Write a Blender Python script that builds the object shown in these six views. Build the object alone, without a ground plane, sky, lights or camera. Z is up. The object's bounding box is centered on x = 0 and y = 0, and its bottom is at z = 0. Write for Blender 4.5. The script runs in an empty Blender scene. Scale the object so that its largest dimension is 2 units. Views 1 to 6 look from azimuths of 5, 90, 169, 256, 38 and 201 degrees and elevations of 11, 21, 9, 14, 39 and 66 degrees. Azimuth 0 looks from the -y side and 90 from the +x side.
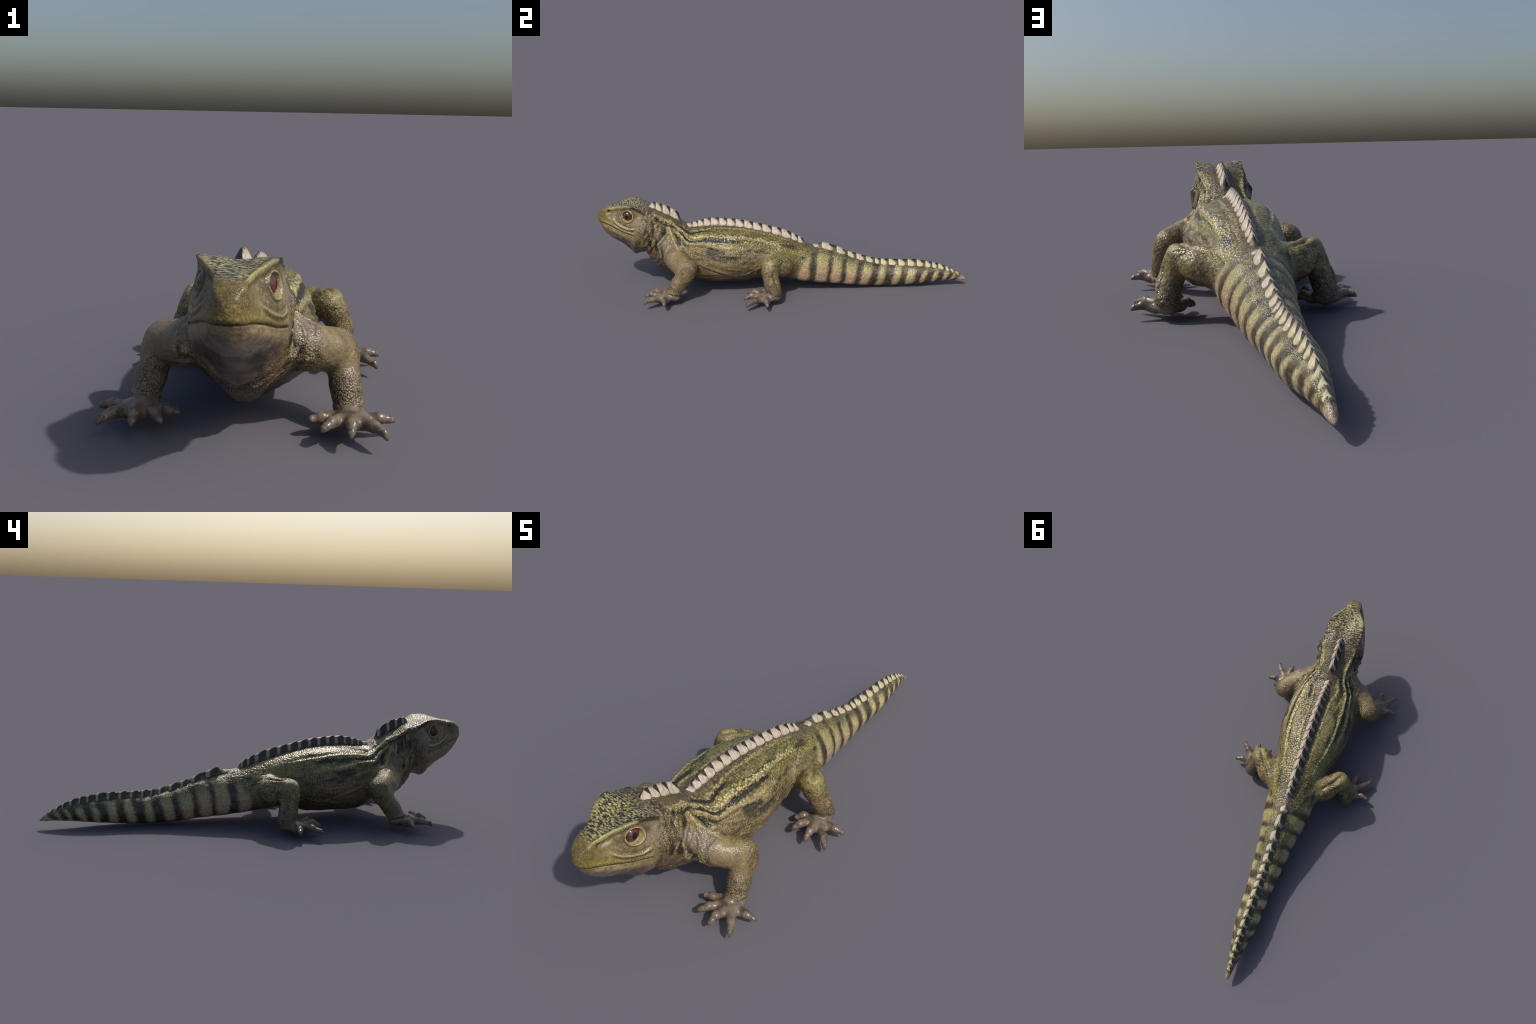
import bpy, bmesh, math, random, time
import numpy as np
from mathutils import Vector, Matrix

T0 = time.time()
rng = np.random.default_rng(7)

# =====================================================================
#  1. BODY: cross-sections along the spine (y runs from snout to tail tip)
#     each station: y, top z, eight (x, z) points down the side, bottom z  [mm]
# =====================================================================
STATIONS = []


def S(y, top, *rest):
    side, bottom = rest[:-1], rest[-1]
    STATIONS.append((y, [(0, top)] + list(side) + [(0, bottom)]))


# --- snout and head: crown centre, crown slope, brow edge, under brow, eye, cheek, lip, jaw, jaw edge, chin
S(-999, 402, (3, 402), (5, 401), (6, 400), (7, 399), (7, 398), (7, 396), (6, 393), (4, 391), 390)
S(-996, 416, (6, 415), (10, 413), (13, 408), (15, 402), (16, 392), (16, 381), (13, 377), (8, 376), 376)
S(-988, 429, (9, 428), (15, 425), (20, 418), (24, 407), (26, 392), (27, 376), (24, 370), (13, 362), 358)
S(-974, 442, (12, 441), (20, 437), (26, 429), (31, 416), (35, 398), (39, 374), (36, 357), (18, 336), 327)
S(-950, 454, (15, 454), (26, 450), (33, 441), (39, 426), (46, 402), (52, 368), (47, 340), (22, 307), 299)
S(-919, 458, (18, 458), (31, 455), (37, 446), (44, 428), (55, 400), (66, 360), (60, 325), (28, 284), 275)
S(-880, 459, (26, 461), (51, 464), (54, 452), (57, 432), (70, 400), (82, 347), (73, 305), (33, 263), 254)
S(-832, 461, (40, 467), (78, 474), (79, 462), (79, 430), (89, 385), (97, 331), (86, 285), (40, 228), 214)
S(-805, 462, (45, 469), (86, 473), (87, 460), (87, 428), (98, 380), (106, 322), (99, 270), (41, 205), 187)
S(-785, 462, (46, 470), (90, 471), (91, 458), (91, 428), (104, 380), (112, 323), (103, 265), (42, 212), 193)
S(-750, 456, (45, 460), (91, 454), (94, 446), (96, 422), (111, 375), (118, 330), (102, 262), (44, 214), 199)
S(-725, 451, (42, 454), (87, 443), (94, 436), (98, 412), (115, 375), (120, 345), (100, 262), (46, 180), 158)
S(-690, 442, (38, 443), (78, 437), (91, 421), (99, 396), (112, 360), (113, 315), (101, 240), (50, 136), 114)
# --- neck and shoulders
S(-650, 422, (36, 420), (69, 410), (86, 392), (96, 362), (106, 320), (112, 262), (109, 190), (36, 100), 89)
S(-600, 398, (36, 393), (68, 380), (86, 358), (98, 328), (110, 285), (118, 228), (104, 152), (30, 88), 75)
S(-550, 367, (38, 359), (71, 343), (94, 326), (116, 296), (132, 255), (140, 200), (126, 138), (36, 74), 62)
S(-500, 345, (42, 337), (80, 326), (109, 308), (136, 274), (154, 228), (159, 172), (136, 114), (50, 54), 42)
# --- trunk: back, dorsolateral edge, flank, belly
S(-450, 349, (46, 340), (90, 329), (117, 310), (145, 270), (166, 218), (170, 162), (138, 98), (48, 43), 34)
S(-380, 354, (48, 345), (96, 334), (124, 311), (151, 268), (172, 212), (174, 155), (138, 92), (48, 42), 34)
S(-300, 352, (48, 344), (95, 334), (123, 311), (149, 268), (170, 212), (172, 152), (128, 90), (47, 41), 33)
S(-230, 345, (46, 339), (90, 330), (116, 305), (141, 262), (161, 207), (158, 150), (114, 88), (44, 41), 33)
S(-170, 333, (44, 327), (84, 317), (109, 292), (130, 253), (149, 200), (146, 148), (104, 92), (40, 53), 45)
S(-100, 316, (42, 308), (77, 294), (97, 272), (115, 240), (129, 192), (130, 143), (94, 96), (36, 62), 55)
# --- hips and tail
S(-30, 296, (40, 288), (71, 273), (91, 252), (107, 222), (117, 180), (117, 134), (96, 88), (34, 58), 50)
S(40, 272, (36, 263), (68, 248), (88, 229), (104, 201), (114, 163), (117, 125), (100, 80), (32, 48), 40)
S(110, 246, (32, 238), (62, 223), (82, 203), (100, 177), (112, 146), (115, 112), (98, 68), (32, 39), 31)
S(180, 236, (26, 222), (54, 207), (76, 187), (93, 161), (104, 131), (106, 100), (90, 58), (30, 32), 25)
S(240, 220, (24, 209), (46, 197), (66, 177), (83, 151), (93, 123), (95, 92), (81, 50), (28, 28), 20)
S(300, 203, (20, 195), (40, 185), (58, 165), (74, 139), (84, 111), (86, 82), (73, 43), (25, 22), 15)
S(380, 174, (18, 168), (35, 159), (52, 143), (66, 121), (76, 98), (78, 72), (66, 34), (21, 11), 5)
S(460, 152, (16, 147), (31, 140), (46, 127), (60, 108), (69, 87), (68, 63), (52, 27), (19, 6), 0)
S(540, 136, (14, 132), (28, 126), (42, 115), (54, 99), (62, 80), (61, 58), (46, 24), (17, 5), 0)
S(630, 132, (13, 128), (26, 122), (38, 111), (50, 95), (57, 77), (56, 56), (42, 25), (16, 9), 4)
S(720, 126, (12, 122), (24, 117), (36, 107), (47, 92), (54, 75), (53, 55), (39, 29), (15, 16), 12)
S(780, 121, (10, 117), (20, 112), (30, 103), (39, 90), (44, 75), (43, 58), (33, 35), (13, 21), 17)
S(830, 113, (9, 109), (17, 105), (25, 96), (31, 85), (34, 73), (34, 58), (26, 39), (11, 26), 23)
S(890, 97, (8, 95), (14, 91), (20, 85), (24, 76), (25, 66), (25, 54), (19, 41), (9, 31), 28)
S(940, 79, (6, 77), (10, 74), (14, 70), (16, 64), (17, 57), (16, 48), (12, 40), (7, 34), 31)
S(975, 59, (4, 57), (7, 55), (9, 52), (10, 49), (11, 44), (10, 40), (8, 35), (5, 32), 30)
S(997, 39, (2, 39), (3, 38), (3, 38), (3, 37), (3, 36), (3, 35), (2, 34), (1, 33), 33)


def pchip(x, y, xi):
    """Monotone cubic interpolation of y (n, m) at xi."""
    x = np.asarray(x, float)
    y = np.asarray(y, float)
    flat = y.ndim == 1
    if flat:
        y = y[:, None]
    h = np.diff(x)[:, None]
    d = np.diff(y, axis=0) / h
    m = np.zeros_like(y)
    a, b = d[:-1], d[1:]
    w1, w2 = 2 * h[1:] + h[:-1], h[1:] + 2 * h[:-1]
    same = a * b > 0
    with np.errstate(divide="ignore", invalid="ignore"):
        m[1:-1] = np.where(same, (w1 + w2) / (w1 / a + w2 / b), 0)
    m[0], m[-1] = d[0], d[-1]
    k = np.clip(np.searchsorted(x, xi) - 1, 0, len(x) - 2)
    t = ((xi - x[k]) / h[k, 0])[:, None]
    t2, t3 = t * t, t * t * t
    r = (2 * t3 - 3 * t2 + 1) * y[k] + (t3 - 2 * t2 + t) * h[k] * m[k] + (3 * t2 - 2 * t3) * y[k + 1] + (t3 - t2) * h[k] * m[k + 1]
    return r[:, 0] if flat else r


def lerp_curve(points, t):
    p = np.asarray(points, float)
    return np.interp(t, p[:, 0], p[:, 1])


YS = np.array([s[0] for s in STATIONS]) / 1000.0
CP = np.array([s[1] for s in STATIONS], float) / 1000.0          # (n, 10, 2)
Y0, Y1, DY, NT = YS[0], YS[-1], 0.0015, 181
yg = np.arange(Y0, Y1 + DY, DY)
yg = np.minimum(yg, Y1)
cps = pchip(YS, CP.reshape(len(YS), -1), yg).reshape(len(yg), 10, 2)
ZC_G = 0.5 * (cps[:, 0, 1] + cps[:, -1, 1])
R_G = np.zeros((len(yg), NT))
theta = np.linspace(0, math.pi, NT)
for i, c in enumerate(cps):
    ext = np.vstack([[-c[1, 0], c[1, 1]], c, [-c[-2, 0], c[-2, 1]]])
    t = np.linspace(0, 1, 10, endpoint=False)[None, :, None]
    p0, p1, p2, p3 = ext[:-3, None], ext[1:-2, None], ext[2:-1, None], ext[3:, None]
    cur = 0.5 * (2 * p1 + (p2 - p0) * t + (2 * p0 - 5 * p1 + 4 * p2 - p3) * t ** 2 + (3 * p1 - p0 - 3 * p2 + p3) * t ** 3)
    cur = np.vstack([cur.reshape(-1, 2), c[-1:]])
    th = np.maximum.accumulate(np.arctan2(np.maximum(cur[:, 0], 0), cur[:, 1] - ZC_G[i]))
    R_G[i] = np.interp(theta, th, np.hypot(cur[:, 0], cur[:, 1] - ZC_G[i]))
RY_G = np.clip(np.gradient(R_G, DY, axis=0), -4, 4)


def body_field(p):
    """Signed distance (approximate) to the lofted body."""
    x, y, z = np.abs(p[:, 0]), p[:, 1], p[:, 2]
    u = np.clip((y - Y0) / DY, 0, len(yg) - 1.001)
    i = u.astype(np.int32)
    a = (u - i)
    zc = ZC_G[i] * (1 - a) + ZC_G[i + 1] * a
    th = np.arctan2(x, z - zc) * ((NT - 1) / math.pi)
    j = np.clip(th.astype(np.int32), 0, NT - 2)
    b = th - j
    R = (R_G[i, j] * (1 - b) + R_G[i, j + 1] * b) * (1 - a) + (R_G[i + 1, j] * (1 - b) + R_G[i + 1, j + 1] * b) * a
    k = RY_G[i, j]
    f = (np.hypot(x, z - zc) - R) / np.sqrt(1 + k * k)
    out = np.maximum(np.maximum(Y0 - y, y - Y1), 0)
    return np.where(out > 0, np.maximum(f, 0) + out, f)


# =====================================================================
#  2. LIMBS: chains of round cones (left side; the right is its mirror)
# =====================================================================
def smin(a, b, k):
    h = np.maximum(k - np.abs(a - b), 0) / k
    return np.minimum(a, b) - h * h * k * 0.25


def cone(p, a, b, ra, rb, squash=None):
    a, b = np.array(a), np.array(b)
    if squash is not None:                       # flatten: distances along one axis count more
        s = np.array(squash)
        p, a, b = p * s, a * s, b * s
    ab = b - a
    t = np.clip(((p - a) @ ab) / (ab @ ab), 0, 1)
    d = np.linalg.norm(p - a - t[:, None] * ab, axis=1)
    return d - (ra + (rb - ra) * t)


def chain(p, pts, k):
    f = None
    for (a, ra), (b, rb) in zip(pts[:-1], pts[1:]):
        c = cone(p, a, b, ra, rb)
        f = c if f is None else smin(f, c, k)
    return f


ARM = [((.105, -.590, .228), .061), ((.150, -.572, .207), .0565), ((.195, -.540, .193), .0525), ((.224, -.507, .188), .046),
       ((.237, -.513, .163), .042), ((.248, -.557, .105), .0370), ((.257, -.588, .056), .0370)]
LEG = [((.070, .005, .160), .068), ((.145, -.028, .172), .058), ((.206, -.080, .193), .045),
       ((.223, -.085, .165), .038), ((.246, -.074, .105), .0355), ((.253, -.060, .056), .0355)]
# digits: base on the palm, knuckle, tip (where the claw begins), then radii
PALM = (.262, -.622, .047)
FINGERS = [((.222, -.614, .040), (.190, -.628, .046), (.1665, -.6345, .042), .0160, .0140, .0095),
           ((.236, -.640, .045), (.213, -.676, .055), (.1965, -.6985, .049), .0170, .0145, .0098),
           ((.262, -.654, .047), (.261, -.692, .060), (.2592, -.7180, .050), .0175, .0148, .0100),
           ((.284, -.645, .047), (.313, -.679, .052), (.3360, -.7110, .049), .0175, .0150, .0100),
           ((.293, -.617, .040), (.330, -.6215, .050), (.3580, -.6175, .045), .0165, .0140, .0095)]
SOLE = (.255, -.098, .041)
TOES = [((.216, -.096, .036), (.192, -.112, .045), (.1710, -.1290, .034), .0165, .0148, .0105),
        ((.230, -.122, .040), (.217, -.165, .054), (.2050, -.1895, .044), .0175, .0148, .0102),
        ((.262, -.135, .042), (.269, -.177, .056), (.2725, -.2050, .042), .0178, .0150, .0102),
        ((.280, -.125, .040), (.318, -.160, .048), (.3480, -.1920, .039), .0178, .0150, .0102),
        ((.290, -.097, .036), (.328, -.101, .046), (.3580, -.0955, .040), .0168, .0142, .0095)]
HAND_CLAWS = [(.1595, -.6365, .0390), (.1905, -.7060, .0445), (.2580, -.7290, .0430), (.3430, -.7210, .0395), (.3675, -.6165, .0410)]
FOOT_CLAWS = [(.1635, -.1330, .0290), (.2005, -.1975, .0370), (.2735, -.2160, .0340), (.3550, -.2010, .0300), (.3675, -.0935, .0350)]


def foot_field(p, wrist, palm, digits, heel):
    w, c = np.array(wrist), np.array(palm)
    f = cone(p, w, c, .034, .040, (1, 1, 1.7))
    f = smin(f, cone(p, heel, c, .027, .034, (1, 1, 1.45)), .02)
    for a, b, t, ra, rb, rt in digits:
        d = smin(cone(p, c, a, .030, ra + .003, (1, 1, 1.3)), cone(p, a, b, ra, rb), .016)
        d = smin(d, cone(p, b, t, rb, rt), .006)
        f = smin(f, d, .009)
    return f


def arm_field(p):
    return chain(p, ARM, .02)


def hand_field(p):
    return foot_field(p, (.257, -.590, .050), PALM, FINGERS, (.262, -.572, .042))


def leg_field(p):
    f = chain(p, LEG, .02)
    # calf, set back and flattened towards the heel
    return smin(f, cone(p, (.228, -.074, .150), (.258, -.056, .066), .029, .031), .02)


def sole_field(p):
    return foot_field(p, (.249, -.070, .045), SOLE, TOES, (.252, -.052, .042))


def field(p, parts=False):
    """Whole body."""
    q = p.copy()
    q[:, 0] = np.abs(q[:, 0])
    fb = body_field(q)
    big = np.full(len(q), 0.3)
    fa, fh, fl, fs = big.copy(), big.copy(), big.copy(), big.copy()
    m = (q[:, 0] > .0) & (q[:, 1] > -.80) & (q[:, 1] < -.36)
    if m.any():
        fa[m] = arm_field(q[m])
        fh[m] = hand_field(q[m])
    m = (q[:, 0] > .0) & (q[:, 1] > -.30) & (q[:, 1] < .20)
    if m.any():
        fl[m] = leg_field(q[m])
        fs[m] = sole_field(q[m])
    limb_a = smin(fa, fh, .008)
    limb_l = smin(fl, fs, .012)
    f = smin(smin(fb, limb_a, .028), limb_l, .030)
    if parts:
        return f, fb, fa, fh, fl, fs
    return f


# =====================================================================
#  3. POLYGONISE the field (surface nets) and pull the vertices onto it
# =====================================================================
def surface_nets(h=0.003):
    lo = np.array([-.42, -1.02, -.02])
    hi = np.array([.42, 1.02, .53])
    C = 8
    n = np.ceil((hi - lo) / (h * C)).astype(int)
    H = h * C
    cx = [lo[a] + (np.arange(n[a]) + .5) * H for a in range(3)]
    g = np.stack(np.meshgrid(*cx, indexing="ij"), -1).reshape(-1, 3)
    fc = field(g)
    F = np.repeat(np.repeat(np.repeat(fc.reshape(n).astype(np.float32), C, 0), C, 1), C, 2)
    act = np.argwhere(np.abs(fc.reshape(n)) < H * 1.35)
    loc = np.stack(np.meshgrid(*[np.arange(C)] * 3, indexing="ij"), -1).reshape(-1, 3)
    for s in range(0, len(act), 1500):
        idx = (act[s:s + 1500, None, :] * C + loc[None]).reshape(-1, 3)
        F[idx[:, 0], idx[:, 1], idx[:, 2]] = field(lo + (idx + .5) * h)
    org = lo + .5 * h
    ins = F < 0
    cnt = np.zeros(np.array(F.shape) - 1, np.int8)
    for dx in (0, 1):
        for dy in (0, 1):
            for dz in (0, 1):
                cnt += ins[dx:F.shape[0] - 1 + dx, dy:F.shape[1] - 1 + dy, dz:F.shape[2] - 1 + dz]
    cells = np.argwhere((cnt > 0) & (cnt < 8))
    vid = np.full(cnt.shape, -1, np.int32)
    vid[tuple(cells.T)] = np.arange(len(cells))
    acc = np.zeros((len(cells), 3))
    num = np.zeros(len(cells))
    corner = [np.array(c) for c in np.ndindex(2, 2, 2)]
    for a in range(8):
        for b in range(a + 1, 8):
            if np.abs(corner[a] - corner[b]).sum() != 1:
                continue
            fa = F[tuple((cells + corner[a]).T)].astype(float)
            fb = F[tuple((cells + corner[b]).T)].astype(float)
            m = (fa < 0) != (fb < 0)
            t = np.where(m, fa / np.where(m, fa - fb, 1), 0)
            acc += np.where(m[:, None], corner[a] + t[:, None] * (corner[b] - corner[a]), 0)
            num += m
    verts = org + (cells + acc / num[:, None]) * h
    quads = []
    for ax in range(3):
        sl0 = [slice(None)] * 3
        sl1 = [slice(None)] * 3
        sl0[ax], sl1[ax] = slice(0, -1), slice(1, None)
        e = np.argwhere(ins[tuple(sl0)] != ins[tuple(sl1)])
        o1, o2 = (ax + 1) % 3, (ax + 2) % 3
        u, v = np.zeros(3, int), np.zeros(3, int)
        u[o1], v[o2] = 1, 1
        q = np.stack([vid[tuple((e - d).T)] for d in (0 * u, u, u + v, v)], 1)
        flip = ~ins[tuple(e.T)]
        q[flip] = q[flip][:, ::-1]
        quads.append(q)
    return verts, np.vstack(quads)


def field_gradient(p, e=.0006):
    g = np.empty_like(p)
    for a in range(3):
        d = np.zeros(3)
        d[a] = e
        g[:, a] = (field(p + d) - field(p - d)) / (2 * e)
    return g


verts, quads = surface_nets(.003)
for _ in range(2):
    g = field_gradient(verts)
    step = -field(verts)[:, None] * g / np.maximum((g * g).sum(1, keepdims=True), .15)
    verts += np.clip(step, -.002, .002)
print("body mesh", len(verts), len(quads), round(time.time() - T0, 1), "s")

# =====================================================================
#  4. RELIEF: folds, lips, eye sockets, wrinkles (pushed along the normal)
# =====================================================================
def vertex_normals(v, q):
    n = np.cross(v[q[:, 2]] - v[q[:, 0]], v[q[:, 3]] - v[q[:, 1]])
    out = np.zeros_like(v)
    for k in range(4):
        for a in range(3):
            out[:, a] += np.bincount(q[:, k], n[:, a], len(v))
    return out / np.maximum(np.linalg.norm(out, axis=1, keepdims=True), 1e-12)


def laplace(v, q, weight, times):
    e = np.vstack([q[:, [0, 1]], q[:, [1, 2]], q[:, [2, 3]], q[:, [3, 0]]])
    deg = np.bincount(e.ravel(), minlength=len(v))[:, None]
    for _ in range(times):
        s = np.zeros_like(v)
        for a in range(3):
            s[:, a] = np.bincount(e[:, 0], v[e[:, 1], a], len(v)) + np.bincount(e[:, 1], v[e[:, 0], a], len(v))
        v = v + (s / deg - v) * weight
    return v


verts = laplace(verts, quads, np.full((len(verts), 1), .5), 2)
rest = verts.copy()
rest[:, 0] = np.abs(rest[:, 0])
push = np.zeros(len(verts))


def near_line(pts, reach, keep=None):
    """Distances of the vertices to a polyline, for those within reach."""
    pts = np.array(pts)
    m = ((rest > pts.min(0) - reach) & (rest < pts.max(0) + reach)).all(1)
    if keep is not None:
        m &= keep
    idx = np.nonzero(m)[0]
    p = rest[idx]
    d = np.full(len(idx), 9.0)
    for a, b in zip(pts[:-1], pts[1:]):
        ab = b - a
        t = np.clip(((p - a) @ ab) / (ab @ ab), 0, 1)
        d = np.minimum(d, np.linalg.norm(p - a - t[:, None] * ab, axis=1))
    # fade towards both ends
    e = np.minimum(np.linalg.norm(p - pts[0], axis=1), np.linalg.norm(p - pts[-1], axis=1))
    return idx, d, e


def crease(amount, width, pts, shift=(0, 0, 0), fade=0.0):
    """Ridge (amount > 0) or groove (< 0) in mm along a polyline on the skin."""
    pts = np.array(pts) + np.array(shift)
    w = width / 1000
    idx, d, e = near_line(pts, 3.2 * w)
    g = np.exp(-(d / w) ** 2)
    if fade:
        g *= np.clip(.25 + e / fade, 0, 1)
    push[idx] += amount / 1000 * g


def lump(amount, width, p):
    idx, d, _ = near_line([p, np.array(p) + 1e-6], 3.2 * width / 1000)
    push[idx] += amount / 1000 * np.exp(-(d / (width / 1000)) ** 2)


MOUTH = [(0, -.999, .377), (.02, -.993, .377), (.04, -.969, .374), (.053, -.947, .369), (.070, -.912, .358), (.089, -.858, .337), (.108, -.800, .321)]
EYE = np.array((.080, -.828, .420))
UNDER_EYE = [(.061, -.907, .395), (.075, -.886, .376), (.089, -.852, .360), (.098, -.821, .352), (.107, -.792, .357)]
BROW = [(.031, -.932, .450), (.048, -.888, .461), (.070, -.848, .470), (.086, -.810, .472), (.091, -.785, .470)]
TEMPLE = [(.091, -.785, .470), (.095, -.757, .454), (.095, -.726, .433)]
COLLAR = [(.096, -.623, .345), (.108, -.649, .307), (.112, -.669, .284), (.100, -.703, .245), (.060, -.725, .190)]
STRIPE_HIGH = [(.085, -.690, .430), (.080, -.655, .408), (.068, -.592, .376), (.075, -.547, .342), (.096, -.516, .319), (.108, -.489, .313), (.112, -.440, .319), (.116, -.337, .320), (.115, -.230, .308), (.095, -.110, .283)]
STRIPE_LOW = [(.086, -.584, .348), (.097, -.555, .324), (.124, -.517, .289), (.134, -.467, .287), (.142, -.418, .283), (.150, -.353, .271), (.150, -.270, .262)]
STRIPE_BACK = [(.045, -.545, .352), (.064, -.492, .333), (.055, -.453, .340), (.045, -.400, .347), (.045, -.300, .347), (.043, -.200, .334)]
SHOULDER_EDGE = [(.096, -.603, .335), (.116, -.586, .297), (.150, -.562, .270), (.150, -.530, .262)]
SHOULDER_DARK = [(.084, -.578, .348), (.107, -.567, .313), (.137, -.553, .277)]
BELLY_FOLD = [(.173, -.470, .195), (.175, -.402, .168), (.169, -.338, .143), (.154, -.296, .122), (.138, -.264, .108), (.137, -.208, .118), (.142, -.158, .143), (.140, -.120, .165)]
FLANK_LINE = [(.141, -.493, .267), (.153, -.450, .255), (.161, -.401, .244), (.168, -.336, .226), (.168, -.250, .212)]
THIGH_GROOVE = [(.222, -.104, .236), (.209, -.090, .241), (.191, -.056, .237), (.160, -.019, .231), (.135, .010, .222)]
THIGH_RIDGE = [(.238, -.089, .228), (.210, -.045, .229), (.173, -.004, .222)]
HIP_FOLD = [(.126, -.113, .226), (.120, -.050, .222), (.114, .029, .215), (.097, .078, .200)]
SHANK_GROOVE = [(.258, -.067, .178), (.266, -.063, .158), (.273, -.054, .133), (.279, -.041, .101)]
SHANK_RIDGE = [(.262, -.083, .172), (.271, -.079, .150), (.284, -.067, .121), (.288, -.047, .087)]

# mouth: a slit under a slightly overhanging upper lip
crease(-5.0, 2.8, MOUTH)
crease(2.2, 5.0, MOUTH, (0, 0, .008))
crease(-2.0, 6.0, MOUTH, (0, 0, -.010))
# eye: raised lid around a deep socket, bag and folds under it
idx, d, _ = near_line([EYE, EYE + 1e-6], .06)
rr = np.hypot(rest[idx, 1] - EYE[1], (rest[idx, 2] - EYE[2]) * 1.02 + (rest[idx, 1] - EYE[1]) * .03)
push[idx] += .0040 * np.exp(-((rr - .0300) / .0032) ** 2) - .0170 * (1 - np.clip((rr - .0232) / .0045, 0, 1) ** 2 * (3 - 2 * np.clip((rr - .0232) / .0045, 0, 1)))
push[idx] += -.0025 * np.exp(-((rr - .0370) / .0035) ** 2)
crease(4.5, 4.0, UNDER_EYE, fade=.02)
crease(-3.5, 5.0, UNDER_EYE, (0, .002, -.011), .02)
crease(-2.5, 5.0, UNDER_EYE, (0, .004, .011), .02)
crease(2.2, 4.0, BROW)
crease(-6.0, 9.0, BROW[:4], (.006, 0, -.020))
lump(-6, 15, (.064, -.892, .415))
lump(-3, 12, (.052, -.925, .412))
crease(3.0, 7.0, [(.018, -.985, .425), (.026, -.960, .440), (.031, -.932, .450)])
crease(-3.0, 5.0, TEMPLE, (.004, 0, -.006), .02)
crease(2.0, 6.0, TEMPLE, (.004, 0, -.020), .02)
lump(-7, 4.5, (.040, -.931, .437))
lump(2.5, 9, (.030, -.960, .436))
# throat, neck folds, jowls
crease(-7, 6, [(.108, -.722, .400), (.118, -.722, .360), (.116, -.728, .320)], fade=.02)
crease(4, 6, [(.106, -.704, .405), (.114, -.703, .360), (.113, -.708, .330)], fade=.02)
crease(-5, 6, [(.088, -.862, .290), (.072, -.842, .248), (.040, -.822, .222)], fade=.02)
crease(4, 7, [(.094, -.845, .280), (.080, -.822, .240), (.044, -.808, .205)], fade=.02)
crease(-3, 5, [(.060, -.905, .300), (.050, -.885, .272), (.025, -.870, .256)], fade=.02)
crease(-4, 5, [(.104, -.765, .300), (.085, -.780, .240), (.050, -.790, .212)], fade=.02)
crease(-4, 5, [(.100, -.640, .330), (.106, -.632, .300), (.112, -.622, .270)], fade=.02)
crease(-7, 6, [(.098, -.688, .395), (.108, -.684, .362), (.112, -.684, .325)], fade=.02)
lump(5, 13, (.095, -.655, .372))
lump(4, 10, (.112, -.700, .365))
lump(6, 10, (.113, -.711, .302))
lump(6, 11, (.104, -.751, .263))
lump(5, 8, (.112, -.673, .272))
crease(-6, 6, COLLAR, fade=.02)
crease(4, 6, COLLAR, (0, .014, .003), .02)
crease(-4, 6, [(.105, -.735, .300), (.098, -.728, .250), (.070, -.745, .205)], fade=.02)
# trunk: raised stripes, furrows, belly fold
crease(5.5, 6, STRIPE_HIGH, fade=.03)
crease(-5.5, 6, STRIPE_HIGH[:8], (.010, .003, -.013), .03)
crease(4.0, 6, STRIPE_LOW, fade=.03)
crease(-3.5, 6, STRIPE_LOW, (.006, 0, -.014), .03)
crease(3.0, 5, STRIPE_BACK, fade=.03)
crease(-3.0, 6, STRIPE_BACK[:4], (.014, 0, -.004), .03)
crease(6.0, 6, SHOULDER_EDGE, fade=.02)
crease(-10.0, 9, SHOULDER_DARK, fade=.015)
crease(4.0, 5, BELLY_FOLD, fade=.03)
crease(-5.0, 7, BELLY_FOLD, (-.006, 0, -.014), .03)
crease(-3.5, 5, FLANK_LINE, fade=.03)
crease(3.0, 7, FLANK_LINE, (.003, 0, -.013), .03)
crease(-4, 5, [(.150, -.630, .244), (.166, -.587, .262)], fade=.015)
crease(3, 6, [(.124, -.655, .225), (.093, -.658, .171)], fade=.02)
# hind limb
crease(-11, 9, THIGH_GROOVE, fade=.02)
crease(4, 7, THIGH_RIDGE, fade=.02)
crease(-4, 6, HIP_FOLD, fade=.02)
crease(-7, 6, SHANK_GROOVE, fade=.012)
crease(4, 6, SHANK_RIDGE, fade=.012)
# cuffs of skin at wrist and ankle, wrinkles across the elbow
for a, b, big in (((.248, -.557, .105), (.257, -.588, .058), 3.2), ((.246, -.074, .105), (.253, -.060, .050), 1.4)):
    a, b = np.array(a), np.array(b)
    ax = (b - a) / np.linalg.norm(b - a)
    idx, d, _ = near_line([b, b + 1e-6], .058)
    s = (rest[idx] - b) @ ax + (.012 * (rest[idx, 1] - b[1]) / .035)
    lat = np.linalg.norm(rest[idx] - b - np.outer((rest[idx] - b) @ ax, ax), axis=1)
    w = np.clip((.052 - lat) / .01, 0, 1)
    push[idx] += big / 1000 * w * (np.exp(-((s + .007) / .0045) ** 2) - 1.1 * np.exp(-((s - .001) / .0038) ** 2))
idx, d, _ = near_line([(.24, -.49, .19), (.24, -.50, .15)], .06)
push[idx] += .0008 * np.sin((rest[idx, 2] * .8 - rest[idx, 1] * .6) * 2 * math.pi / .011) * np.exp(-(d / .05) ** 2)
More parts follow.
